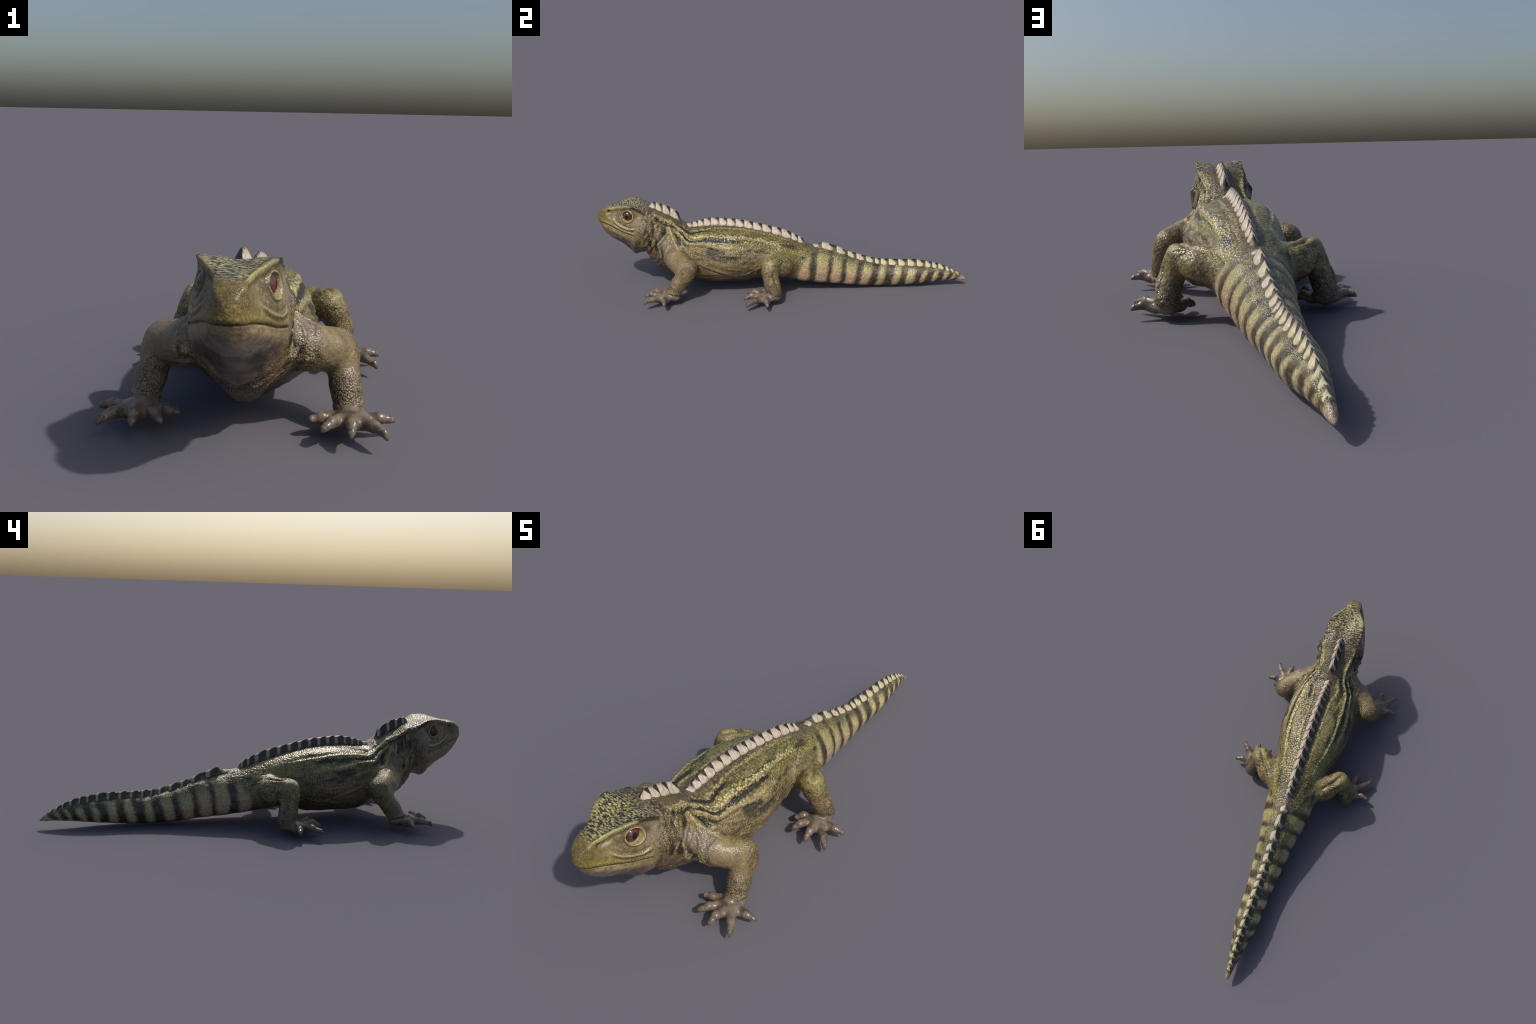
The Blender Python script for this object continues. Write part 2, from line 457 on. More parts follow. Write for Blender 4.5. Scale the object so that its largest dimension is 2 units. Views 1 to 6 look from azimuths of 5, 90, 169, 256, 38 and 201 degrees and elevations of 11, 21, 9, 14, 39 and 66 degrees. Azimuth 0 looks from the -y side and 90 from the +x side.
# claws' skin cuffs
for digits in (FINGERS, TOES):
    for a, k, t, *_ in digits:
        u = (np.array(t) - np.array(k)) / np.linalg.norm(np.array(t) - np.array(k))
        lump(1.2, 6, np.array(t) - u * .004)
        # joints: shallow rings across the digit
        k_, L = np.array(k), np.linalg.norm(np.array(t) - np.array(k))
        idx, d, _ = near_line([a, k, t], .019)
        s = (rest[idx] - k_) @ u
        for at, amt in ((-.006, .0009), (.000, -.0011), (.006, .0009), (L * .55, -.0008), (L * .55 + .005, .0007)):
            push[idx] += .45 * amt * np.exp(-((s - at) / .0034) ** 2)

# tail: flesh swells a little in every pale ring and dips in the dark ones
TAIL_RINGS = [(.070, .128), (.166, .226), (.250, .302), (.330, .382), (.414, .460), (.505, .538), (.588, .624), (.661, .704), (.742, .768), (.805, .831), (.866, .887), (.913, .928), (.952, 1.01)]
idx = np.nonzero((rest[:, 1] > .06) & ((rest[:, 1] > .2) | (rest[:, 0] < .125)))[0]
th = np.degrees(np.arctan2(rest[idx, 0], rest[idx, 2] - np.interp(rest[idx, 1], [.05, .1, .2, .4, .6, .8, .9, 1], [.15, .14, .13, .09, .068, .07, .063, .036])))
sy = rest[idx, 1] + (th - 90) * .00022
ring = np.full(len(idx), -1.0)
for a, b in TAIL_RINGS:
    h = np.clip(1 - np.abs(sy - (a + b) / 2) / ((b - a) / 2 + .010), 0, 1)
    ring = np.maximum(ring, 2 * h ** .6 - 1)
push[idx] += ring * np.interp(rest[idx, 1], [.06, .15, .5, .9, 1], [.0004, .0013, .0008, .0004, .0001]) * np.clip((th - 12) / 30, .2, 1)

nrm = vertex_normals(verts, quads)
base_push = push.copy()
# broad wrinkling of the hide, stronger on the flanks than on the feet
from mathutils import noise as mnoise
wr = np.zeros(len(verts))
for i, p in enumerate(verts):
    wr[i] = mnoise.noise((p[0] * 55, p[1] * 38, p[2] * 55)) * .9 + mnoise.noise((p[0] * 120 + 5, p[1] * 85, p[2] * 120)) * .55
# loose skin: upright folds on neck and shoulder, lengthwise ones on the flank
thv = np.degrees(np.arctan2(rest[:, 0], rest[:, 2] - np.interp(rest[:, 1], [-.8, -.7, -.6, -.5, -.3, 0, .1], [.36, .30, .24, .20, .19, .165, .14])))
nk = np.clip((rest[:, 1] + .765) / .03, 0, 1) * np.clip((-.545 - rest[:, 1]) / .04, 0, 1) * np.clip((thv - 22) / 15, 0, 1) * (rest[:, 0] < .17)
fk = np.clip((rest[:, 1] + .54) / .05, 0, 1) * np.clip((.02 - rest[:, 1]) / .06, 0, 1) * np.clip((thv - 35) / 15, 0, 1) * (rest[:, 0] < .185)
fold = np.zeros(len(verts))
for i in np.nonzero(nk + fk > 0)[0]:
    x, y, z = verts[i]
    if nk[i] > 0:
        a, b = y * .86 - z * .5, y * .5 + z * .86
        n = mnoise.noise((a * 42, b * 11 + 3, x * 9))
        fold[i] += nk[i] * (.0048 * (.55 - min(abs(n) * 2.6, 1.2)) + .0016 * mnoise.noise((a * 90, b * 26, x * 30)))
    if fk[i] > 0:
        n = mnoise.noise((y * 7, z * 34 + y * 6, x * 22 + 9))
        fold[i] += fk[i] * (.0030 * (.5 - min(abs(n) * 2.6, 1.2)) + .0012 * mnoise.noise((y * 22, z * 70, x * 50)))
base_push += fold
calm = np.clip((rest[:, 2] - .02) / .06, .15, 1) * np.clip((1.0 - rest[:, 1]) / .3, .3, 1)
verts = verts + nrm * (base_push + wr * .0011 * calm)[:, None]
verts = laplace(verts, quads, np.full((len(verts), 1), .35), 1)
verts[:, 2] = np.maximum(verts[:, 2], .0004)
print("relief", round(time.time() - T0, 1), "s")

# =====================================================================
#  5. SPLIT into named parts that share one smooth surface
# =====================================================================
cen = rest[quads].mean(1)
side = np.sign(verts[quads][:, :, 0].mean(1))
f, fb, fa, fh, fl, fs = field(cen, True)
body = np.minimum(fb, .5)
label = np.zeros(len(quads), int)
y, z, x = cen[:, 1], cen[:, 2], cen[:, 0]
HEAD, JAW, NECK, TORSO, TAIL, ARM_L, HAND_L, LEG_L, FOOT_L, DIGIT = 0, 1, 2, 3, 4, 10, 11, 12, 13, 20
label[:] = TORSO
label[y < -.545 + .15 * (z - .2)] = NECK
label[y < -.715 + .22 * (z - .33)] = HEAD
mz = np.interp(y, [p[1] for p in MOUTH], [p[2] for p in MOUTH])
label[(label == HEAD) & (y < -.80) & (z < mz)] = JAW
label[y > .13] = TAIL
arm_m = (np.minimum(fa, fh) < fb) & (y > -.80) & (y < -.36)
leg_m = (np.minimum(fl, fs) < fb) & (y > -.30) & (y < .20)
label[arm_m] = ARM_L
label[arm_m & (fh < fa)] = HAND_L
label[leg_m] = LEG_L
label[leg_m & (fs < fl)] = FOOT_L


def split_digits(mask, digits, first):
    idx = np.nonzero(mask)[0]
    p = cen[idx]
    best, which = np.full(len(idx), 9.0), np.full(len(idx), -1)
    for n, (a, k, t, ra, rb, rt) in enumerate(digits):
        d = np.minimum(cone(p, a, k, ra, rb), cone(p, k, t, rb, rt))
        ab = np.array(k) - np.array(a)
        on = ((p - np.array(a)) @ ab) / (ab @ ab) > .45
        m = (d < best)
        best[m] = d[m]
        which[m] = np.where(on[m], n, -1)
    label[idx[which >= 0]] = first + which[which >= 0]


split_digits(label == HAND_L, FINGERS, DIGIT)
split_digits(label == FOOT_L, TOES, DIGIT + 10)

whole = bpy.data.meshes.new("whole_skin")
whole.from_pydata(verts.tolist(), [], quads.tolist())
whole.update()
NORMALS = np.empty(len(verts) * 3, np.float32)
whole.vertex_normals.foreach_get("vector", NORMALS)
NORMALS = NORMALS.reshape(-1, 3)
bpy.data.meshes.remove(whole)

scene = bpy.context.scene


def add_object(name, mesh, parent=None, mat=None):
    o = bpy.data.objects.new(name, mesh)
    scene.collection.objects.link(o)
    if parent:
        o.parent = parent
    if mat:
        mesh.materials.append(mat)
    return o


def skin_part(name, mask, parent):
    q = quads[mask]
    used, inv = np.unique(q, return_inverse=True)
    me = bpy.data.meshes.new(name)
    me.from_pydata(verts[used].tolist(), [], inv.reshape(-1, 4).tolist())
    me.polygons.foreach_set("use_smooth", [True] * len(me.polygons))
    me.update()
    me.normals_split_custom_set_from_vertices(NORMALS[used].tolist())
    return add_object(name, me, parent, SKIN)


def solid(name, v, faces, parent, mat, smooth=True):
    me = bpy.data.meshes.new(name)
    me.from_pydata([tuple(p) for p in v], [], faces)
    bm = bmesh.new()
    bm.from_mesh(me)
    bmesh.ops.recalc_face_normals(bm, faces=bm.faces)
    bm.to_mesh(me)
    bm.free()
    if smooth:
        me.polygons.foreach_set("use_smooth", [True] * len(me.polygons))
    me.update()
    return add_object(name, me, parent, mat)


def rings_to_faces(n, k):
    fs = [[i * k + j, i * k + (j + 1) % k, (i + 1) * k + (j + 1) % k, (i + 1) * k + j] for i in range(n - 1) for j in range(k)]
    return fs + [list(range(k)), list(range((n - 1) * k, n * k))]

# =====================================================================
#  6. MATERIALS
# =====================================================================
class Nodes:
    def __init__(self, name):
        self.mat = bpy.data.materials.new(name)
        self.mat.use_nodes = True
        self.t = self.mat.node_tree
        self.bsdf = self.t.nodes["Principled BSDF"]

    def put(self, sock, v):
        if isinstance(v, bpy.types.NodeSocket):
            self.t.links.new(v, sock)
        elif isinstance(v, (tuple, list)) and sock.type == "RGBA":
            sock.default_value = (*v[:3], 1)
        else:
            sock.default_value = v

    def math(self, op, a, b=None, c=None, clamp=False):
        n = self.t.nodes.new("ShaderNodeMath")
        n.operation, n.use_clamp = op, clamp
        for s, v in zip(n.inputs, (a, b, c)):
            if v is not None:
                self.put(s, v)
        return n.outputs[0]

    def add(self, a, b): return self.math("ADD", a, b)
    def sub(self, a, b): return self.math("SUBTRACT", a, b)
    def mul(self, a, b): return self.math("MULTIPLY", a, b)
    def mx(self, a, b): return self.math("MAXIMUM", a, b)
    def mn(self, a, b): return self.math("MINIMUM", a, b)
    def inv(self, a): return self.math("SUBTRACT", 1.0, a)

    def step(self, v, lo, hi, a=0.0, b=1.0, kind="SMOOTHSTEP"):
        n = self.t.nodes.new("ShaderNodeMapRange")
        n.interpolation_type = kind
        for k, val in zip(("Value", "From Min", "From Max", "To Min", "To Max"), (v, lo, hi, a, b)):
            self.put(n.inputs[k], val)
        return n.outputs[0]

    def window(self, v, a0, a1, b0, b1):
        return self.mul(self.step(v, a0, a1), self.step(v, b0, b1, 1.0, 0.0))

    def mix(self, fac, a, b, mode="MIX"):
        n = self.t.nodes.new("ShaderNodeMix")
        n.data_type, n.blend_type = "RGBA", mode
        self.put(n.inputs[0], fac)
        self.put(n.inputs[6], a)
        self.put(n.inputs[7], b)
        return n.outputs[2]

    def ramp(self, v, stops, kind="LINEAR"):
        n = self.t.nodes.new("ShaderNodeValToRGB")
        n.color_ramp.interpolation = kind
        e = n.color_ramp.elements
        while len(e) < len(stops):
            e.new(0.5)
        for el, (p, c) in zip(e, stops):
            el.position = p
            el.color = (c, c, c, 1) if isinstance(c, (int, float)) else (*c, 1)
        self.put(n.inputs[0], v)
        return n.outputs[0]

    def curve(self, v, pts, scale=1.0):
        """Piecewise smooth function of v in [-1, 1]; values are divided by scale inside the node."""
        n = self.t.nodes.new("ShaderNodeFloatCurve")
        c = n.mapping.curves[0]
        for p in pts[1:-1]:
            c.points.new((p[0] + 1) / 2, p[1] / scale)
        c.points[0].location = ((pts[0][0] + 1) / 2, pts[0][1] / scale)
        c.points[len(c.points) - 1].location = ((pts[-1][0] + 1) / 2, pts[-1][1] / scale)
        for p in c.points:
            p.handle_type = "VECTOR"
        n.mapping.update()
        self.put(n.inputs["Value"], self.math("MULTIPLY_ADD", v, .5, .5))
        return self.mul(n.outputs[0], scale)

    def noise(self, vec, scale, detail=2.0, rough=.5, dim="3D"):
        n = self.t.nodes.new("ShaderNodeTexNoise")
        n.inputs["Scale"].default_value, n.inputs["Detail"].default_value, n.inputs["Roughness"].default_value = scale, detail, rough
        self.put(n.inputs["Vector"], vec)
        return n.outputs["Fac"]

    def voronoi(self, vec, scale, feature="F1", rnd=1.0):
        n = self.t.nodes.new("ShaderNodeTexVoronoi")
        n.feature = feature
        n.inputs["Scale"].default_value, n.inputs["Randomness"].default_value = scale, rnd
        self.put(n.inputs["Vector"], vec)
        return n

    def scaled(self, vec, s, loc=(0, 0, 0)):
        n = self.t.nodes.new("ShaderNodeMapping")
        n.inputs["Scale"].default_value, n.inputs["Location"].default_value = s, loc
        self.put(n.inputs["Vector"], vec)
        return n.outputs[0]

    def coords(self, kind="Object"):
        c = self.t.nodes.new("ShaderNodeTexCoord").outputs[kind]
        s = self.t.nodes.new("ShaderNodeSeparateXYZ")
        self.put(s.inputs[0], c)
        return c, s.outputs[0], s.outputs[1], s.outputs[2]

    def bump(self, height, strength, dist, normal=None):
        n = self.t.nodes.new("ShaderNodeBump")
        n.inputs["Distance"].default_value = dist
        self.put(n.inputs["Strength"], strength)
        self.put(n.inputs["Height"], height)
        if normal is not None:
            self.put(n.inputs["Normal"], normal)
        return n.outputs[0]

    def finish(self, colour, rough, normal=None, spec=.5):
        self.put(self.bsdf.inputs["Base Color"], colour)
        self.put(self.bsdf.inputs["Roughness"], rough)
        self.put(self.bsdf.inputs["Specular IOR Level"], spec)
        if normal is not None:
            self.put(self.bsdf.inputs["Normal"], normal)
        return self.mat


def make_skin():
    N = Nodes("scaly_hide")
    P, px, py, pz = N.coords()
    ax = N.math("ABSOLUTE", px)
    # angle round the spine: 0 on the back, 90 at the flank, 180 under the belly
    zc = N.curve(py, [(-1, .39), (-.9, .38), (-.8, .36), (-.7, .30), (-.6, .24), (-.5, .20), (-.3, .19), (-.1, .185), (0, .165), (.1, .14), (.2, .13), (.4, .09), (.6, .068), (.8, .07), (.9, .063), (1, .036)])
    dz = N.sub(pz, zc)
    th0 = N.mul(N.math("ARCTAN2", ax, dz), 57.2958)
    wob = N.sub(N.noise(P, 22, 3), .5)
    fine = N.sub(N.noise(P, 90, 2), .5)

    # ---- scales: one cell per scale, with dark seams
    warp = N.t.nodes.new("ShaderNodeVectorMath")
    warp.operation = "MULTIPLY_ADD"
    nz = N.t.nodes.new("ShaderNodeTexNoise")
    nz.inputs["Scale"].default_value = 60
    N.put(nz.inputs["Vector"], P)
    N.put(warp.inputs[0], nz.outputs["Color"])
    warp.inputs[1].default_value = (.004, .004, .004)
    N.put(warp.inputs[2], P)
    big = N.voronoi(N.scaled(warp.outputs[0], (1, 1.3, 1)), 104)
    small = N.voronoi(N.scaled(warp.outputs[0], (1, 1.45, 1)), 186)
    crown = N.voronoi(N.scaled(warp.outputs[0], (.72, 1.5, 1.2)), 118)
    seam_b = N.step(big.outputs["Distance"], .30, .66)
    seam_s = N.step(small.outputs["Distance"], .30, .68)
    sepb = N.t.nodes.new("ShaderNodeSeparateColor")
    N.put(sepb.inputs[0], big.outputs["Color"])
    seps = N.t.nodes.new("ShaderNodeSeparateColor")
    N.put(seps.inputs[0], small.outputs["Color"])
    rnd_b, rnd_s = sepb.outputs[0], seps.outputs[0]
    jag = N.sub(rnd_b, .5)
    th = N.add(th0, N.add(N.add(N.mul(wob, 10.0), N.mul(fine, 7.0)), N.mul(jag, 2.2)))
    yy = N.add(py, N.add(N.add(N.mul(wob, .014), N.mul(fine, .010)), N.mul(jag, .003)))

    head = N.step(N.add(yy, N.mul(N.sub(.33, pz), .25)), -.735, -.705, 1.0, 0.0)
    trunk_y = N.window(py, -.60, -.52, .10, .17)
    # limbs and feet
    out_x = N.step(ax, .165, .195)
    limb_fore = N.mul(N.window(py, -.80, -.79, -.43, -.40), N.mx(out_x, N.mul(N.step(ax, .125, .145), N.step(N.sub(pz, N.mul(N.sub(py, -.56), 1.2)), .24, .285, 1.0, 0.0))))
    limb_hind = N.mul(N.window(py, -.26, -.24, .12, .14), N.mx(N.step(ax, .150, .175), N.mul(N.step(ax, .115, .14), N.step(py, -.09, -.06))))
    limb = N.mx(limb_fore, limb_hind)
    fore = N.step(py, -.36, -.34, 1.0, 0.0)
    wrist_y = N.add(-.066, N.mul(fore, -.524))
    lift = N.add(N.mul(N.sub(wrist_y, py), .5), N.mul(N.mx(N.sub(N.math("ABSOLUTE", N.sub(ax, .255)), .035), 0.0), .7))
    foot = N.mul(N.mul(N.step(ax, .13, .15), N.step(N.sub(N.add(pz, N.mul(fine, .010)), lift), .058, .068, 1.0, 0.0)), N.mul(N.step(py, .06, .08, 1.0, 0.0), N.step(pz, .10, .11, 1.0, 0.0)))
    big_scales = N.mx(N.mul(head, N.mul(N.step(py, -.93, -.90), N.step(th0, 30, 44, 1.0, 0.0))), N.mul(N.window(py, -.60, -.52, .12, .16), N.mul(N.step(th0, 45, 75, 1.0, 0.0), N.inv(limb))))
    thigh_rear = N.mul(limb_hind, N.mul(N.step(py, -.06, -.03), N.step(pz, .09, .12)))
    big_scales = N.mx(big_scales, thigh_rear)
    seam = N.add(N.mul(seam_b, big_scales), N.mul(seam_s, N.inv(big_scales)))
    rnd = N.add(N.mul(rnd_b, big_scales), N.mul(rnd_s, N.inv(big_scales)))

    # ---- ground colours of the trunk by angle
    col = N.ramp(N.mul(th, 1 / 180), [(0, (.155, .118, .078)), (.08, (.175, .140, .084)), (.13, (.215, .195, .078)), (.27, (.300, .278, .098)), (.36, (.280, .248, .110)), (.44, (.275, .230, .128)), (.54, (.260, .205, .112)), (.66, (.232, .176, .096)), (.80, (.165, .130, .085)), (1, (.14, .112, .078))])
    # yellow and green blotches, dark flecks drawn out along the body
    long_noise = N.add(N.noise(N.scaled(P, (1, .28, 1)), 34, 3, .6), N.mul(jag, .09))
    blot = N.noise(N.scaled(P, (1, .6, 1), (3, 1, 2)), 14, 2)
    on_back = N.mul(trunk_y, N.window(th0, 14, 26, 66, 84))
    col = N.mix(N.mul(on_back, N.step(blot, .50, .66, 0, .8)), col, (.335, .325, .095))
    col = N.mix(N.mul(on_back, N.step(long_noise, .55, .64, 0, .88)), col, (.040, .042, .028))
    flank_fleck = N.mul(N.mul(trunk_y, N.window(th0, 58, 70, 96, 108)), N.step(long_noise, .54, .64, 0, .62))
    col = N.mix(flank_fleck, col, (.055, .048, .034))
    flank_light = N.mul(N.mul(trunk_y, N.window(th0, 52, 64, 84, 96)), N.step(long_noise, .36, .47, .75, 0))
    col = N.mix(flank_light, col, (.36, .32, .19))

    def band(centre, half, soft, y0, y1, edge=.03):
        d = N.math("ABSOLUTE", N.sub(th, N.curve(py, [(-1, centre[0][1])] + centre + [(1, centre[-1][1])], 180.0)))
        return N.mul(N.step(d, half, half + soft, 1.0, 0.0), N.window(yy, y0, y0 + edge, y1 - edge, y1))

    pale, dark = (.56, .51, .25), (.018, .018, .014)
    HIGH = [(-.70, 29), (-.655, 29.5), (-.592, 26), (-.547, 31), (-.516, 41), (-.489, 43.5), (-.44, 42.5), (-.27, 42.5), (-.10, 42), (.10, 40)]
    LOW = [(-.584, 37), (-.555, 43.5), (-.517, 56), (-.467, 56.5), (-.418, 58), (-.353, 62), (-.27, 63), (-.10, 63)]
    BACK = [(-.56, 17), (-.54, 18), (-.492, 25.5), (-.453, 21.5), (-.403, 17.5), (-.2, 17), (.1, 18)]
    col = N.mix(N.mul(band([(a, b + 6.5) for a, b in HIGH], 3.2, 2.4, -.70, -.22), .96), col, dark)
    col = N.mix(N.mul(band([(a, b - 3.2) for a, b in HIGH], 1.8, 2.4, -.37, -.15), .96), col, dark)
    col = N.mix(N.mul(band([(a, b + 7) for a, b in LOW], 3.0, 3.0, -.60, -.30), .92), col, dark)
    col = N.mix(N.mul(band([(a, b + 7.5) for a, b in BACK], 2.2, 3.0, -.58, -.40), .92), col, dark)
    col = N.mix(N.mul(band([(-.60, 36), (-.578, 37), (-.567, 50), (-.553, 68), (-.54, 72)], 6.5, 3.0, -.60, -.540, .010), .97), col, dark)
    col = N.mix(N.mul(band([(-.60, 60), (-.493, 64.5), (-.45, 69.5), (-.40, 73.5), (-.336, 79), (-.2, 84)], 1.5, 4.0, -.52, -.22, .05), .8), col, dark)
    col = N.mix(N.mul(band(HIGH, 3.0, 2.2, -.71, -.02), .9), col, pale)
    col = N.mix(N.mul(band(LOW, 3.0, 2.2, -.61, -.20), .9), col, (.48, .43, .22))
    col = N.mix(N.mul(band(BACK, 1.8, 3.0, -.56, .02), .8), col, (.42, .39, .16))
    col = N.mix(N.mul(band([(-.62, 40), (-.603, 46), (-.586, 62), (-.564, 74), (-.53, 70)], 4.0, 4.0, -.625, -.53, .015), .95), col, (.54, .47, .25))

    # ---- neck: grey-green with dark upright bars and a bare fold before the shoulder
    neck = N.mul(N.inv(head), N.step(yy, -.60, -.55, 1.0, 0.0))
    bars = N.noise(N.scaled(P, (1, 2.2, .45), (7, 0, 0)), 24, 2)
    neck_side = N.mul(N.window(yy, -.76, -.735, -.63, -.60), N.window(th0, 34, 44, 112, 126))
    col = N.mix(N.mul(neck_side, .8), col, (.24, .215, .10))
    col = N.mix(N.mul(neck_side, N.step(bars, .49, .57, 0, .95)), col, (.026, .023, .017))
    col = N.mix(N.mul(neck_side, N.step(bars, .38, .46, .85, 0)), col, (.46, .42, .25))
    bare = N.mul(N.window(N.add(yy, N.mul(N.sub(pz, .27), .55)), -.67, -.64, -.575, -.555), N.window(th0, 56, 68, 104, 118))
    col = N.mix(N.mul(bare, .85), col, (.25, .205, .155))

    # ---- tail: light and dark rings, greener above, fleshy below
    shift = N.add(N.add(yy, N.mul(wob, .016)), N.mul(N.sub(th0, 90), .00022))
    pale_rings = [(.070, .128), (.166, .226), (.250, .302), (.330, .382), (.414, .460), (.505, .538), (.588, .624), (.661, .704), (.742, .768), (.805, .831), (.866, .887), (.913, .928), (.952, 1.01)]

    def ring_ramp(lo, hi):
        st = [(lo, 0.0)]
        for p, q in pale_rings:
            if p >= lo and q <= hi + .02:
                st += [(p - .008, 0.0), (p + .006, 1.0), (q - .012, 1.0), (q + .008, 0.0)]
        return N.ramp(N.mul(N.sub(shift, lo), 1 / (hi - lo)), [(min(max((p - lo) / (hi - lo), 0), 1), c) for p, c in st])

    ring1, ring2 = ring_ramp(.05, .64), ring_ramp(.64, 1.0)
    sel = N.step(shift, .639, .641)
    ring = N.add(N.mul(ring1, N.inv(sel)), N.mul(ring2, sel))
    up = N.step(th, 30, 70, 1.0, 0.0)
    far = N.step(py, .35, .6)
    light = N.mix(N.step(th, 60, 100), N.mix(far, (.39, .36, .15), (.50, .445, .245)), N.mix(far, (.47, .355, .24), (.49, .425, .255)))
    light = N.mix(N.mul(up, N.step(N.add(blot, N.mul(jag, .12)), .44, .62, .92, .15)), light, (.15, .14, .062))
    darkc = N.mix(N.step(N.add(N.noise(P, 45, 2), N.mul(jag, .3)), .42, .66, 0, .55), (.040, .034, .025), (.14, .115, .060))
    darkc = N.mix(N.mul(up, N.step(long_noise, .40, .56, .0, .75)), darkc, (.17, .16, .065))
    tailcol = N.mix(ring, darkc, light)
    tailcol = N.mix(N.step(py, .955, .975), tailcol, (.42, .35, .25))
    tail = N.mul(N.step(N.sub(yy, N.mul(N.sub(100, th), .0011)), .055, .085), N.inv(limb_hind))
    col = N.mix(tail, col, tailcol)

    # ---- limbs: olive with darker seams; thigh top smooth olive-yellow
    limbcol = N.ramp(N.noise(P, 16, 3), [(.30, (.165, .132, .068)), (.50, (.27, .218, .105)), (.68, (.33, .27, .135))])
    limbcol = N.mix(N.mul(limb_hind, N.step(pz, .15, .20)), limbcol, (.270, .235, .100))
    limbcol = N.mix(N.mul(limb_hind, N.step(N.add(pz, N.mul(wob, .05)), .10, .15, .75, 0)), limbcol, (.20, .17, .105))
    limbcol = N.mix(N.mul(N.step(N.noise(P, 30, 2), .56, .64), .55), limbcol, (.07, .06, .035))
    pect = N.mul(N.window(py, -.72, -.66, -.58, -.53), N.step(th0, 80, 95))
    limbcol = N.mix(N.mul(pect, .75), limbcol, (.235, .19, .125))
    col = N.mix(limb, col, limbcol)

    # ---- head
    side = N.ramp(N.add(N.noise(P, 26, 4, .62), N.mul(jag, .10)), [(.34, (.10, .086, .046)), (.48, (.215, .182, .090)), (.64, (.30, .25, .138))])
    cheek = N.mul(N.window(py, -.82, -.79, -.745, -.715), N.window(pz, .345, .375, .425, .45))
    side = N.mix(N.mul(cheek, .8), side, (.31, .265, .195))
    snout = N.step(N.add(yy, N.mul(N.sub(.40, pz), .55)), -.945, -.895, 1.0, 0.0)
    side = N.mix(N.mul(snout, .9), side, (.225, .182, .066))
    side = N.mix(N.mul(snout, N.step(N.add(N.noise(P, 34, 3), N.mul(N.sub(rnd_s, .5), .25)), .45, .62, 0, .7)), side, (.115, .095, .042))
    liprow = N.window(N.add(pz, N.mul(N.add(py, .9), .30)), .345, .358, .375, .390)
    side = N.mix(N.mul(N.mul(liprow, N.step(py, -.83, -.80, 1.0, 0.0)), .55), side, (.27, .215, .045))
    mouth_z = N.curve(py, [(-1, .377), (-.969, .374), (-.947, .369), (-.912, .358), (-.858, .337), (-.80, .321), (1, .321)])
    below = N.sub(mouth_z, pz)
    lower = N.mul(N.step(N.add(py, N.mul(wob, .05)), -.835, -.765, 1.0, 0.0), N.step(below, .000, .004))
    chin = N.mix(N.step(N.add(below, N.mul(wob, .03)), .012, .045), N.mix(N.step(N.noise(P, 60, 2), .4, .65), (.31, .255, .15), (.20, .16, .09)), N.mix(N.step(N.noise(P, 16, 4), .40, .58), (.20, .16, .112), (.075, .062, .048)))
    chin = N.mix(N.mul(N.step(N.noise(N.scaled(P, (.6, .6, 1), (4, 2, 0)), 14, 1), .56, .64), N.step(below, .02, .05, 0, .6)), chin, (.22, .215, .20))
    side = N.mix(lower, side, chin)
    under = N.mul(N.step(th0, 118, 138), N.step(py, -.80, -.74, 0, 1))
    side = N.mix(under, side, (.12, .105, .07))
    scallop = N.mul(N.step(N.math("SINE", N.mul(py, 640.0)), -.2, .7), N.window(below, -.013, -.0105, -.008, -.0055))
    side = N.mix(N.mul(scallop, N.step(py, -.81, -.80, .6, 0.0)), side, (.09, .07, .03))
    slit = N.mul(N.step(N.math("ABSOLUTE", N.sub(below, -.0005)), .0012, .0034, 1.0, 0.0), N.step(py, -.795, -.79, 1.0, 0.0))
    side = N.mix(N.mul(slit, .85), side, (.025, .02, .014))
    top = N.mul(N.step(N.sub(th, N.curve(py, [(-1, 18), (-.94, 20), (-.93, 25), (-.888, 28.5), (-.848, 33), (-.80, 37), (-.757, 38), (-.70, 38), (1, 38)], 180.0)), -1.5, 1.5, 1.0, 0.0), N.step(yy, -.965, -.92))
    sepc = N.t.nodes.new("ShaderNodeSeparateColor")
    N.put(sepc.inputs[0], crown.outputs["Color"])
    dots = N.mix(N.step(crown.outputs["Distance"], .42, .64), N.mix(N.step(sepc.outputs[0], .0, .55), (.24, .23, .11), (.46, .425, .19)), (.042, .047, .042))
    dots = N.mix(N.step(yy, -.78, -.71), dots, N.mix(seam_b, (.24, .20, .125), (.06, .052, .04)))
    side = N.mix(top, side, dots)
    browd = N.math("ABSOLUTE", N.sub(th0, N.curve(py, [(-1, 25), (-.932, 26.5), (-.888, 30), (-.848, 34.5), (-.81, 38), (-.785, 39), (-.757, 39.5), (-.726, 40), (1, 40)], 180.0)))
    side = N.mix(N.mul(N.mul(N.step(browd, 2.0, 4.5, 1.0, 0.0), N.window(py, -.945, -.93, -.825, -.81)), N.step(px, -.01, .01, .25, .9)), side, (.44, .42, .19))
    side = N.mix(N.mul(N.mul(N.step(browd, 1.5, 3.5, 1.0, 0.0), N.window(py, -.815, -.80, -.745, -.725)), .9), side, (.03, .03, .024))
    ey, ez = N.sub(py, float(EYE[1])), N.sub(pz, float(EYE[2]))
    er = N.math("SQRT", N.add(N.mul(ey, ey), N.mul(ez, ez)))
    sidehead = N.step(ax, .045, .055)
    side = N.mix(N.mul(sidehead, N.window(er, .0315, .0335, .0365, .042)), side, N.mix(.55, side, (.07, .058, .035)))
    side = N.mix(N.mul(sidehead, N.window(er, .0235, .0245, .0300, .0325)), side, N.mix(N.step(N.noise(P, 70, 2), .5, .65), (.46, .41, .22), (.33, .28, .14)))
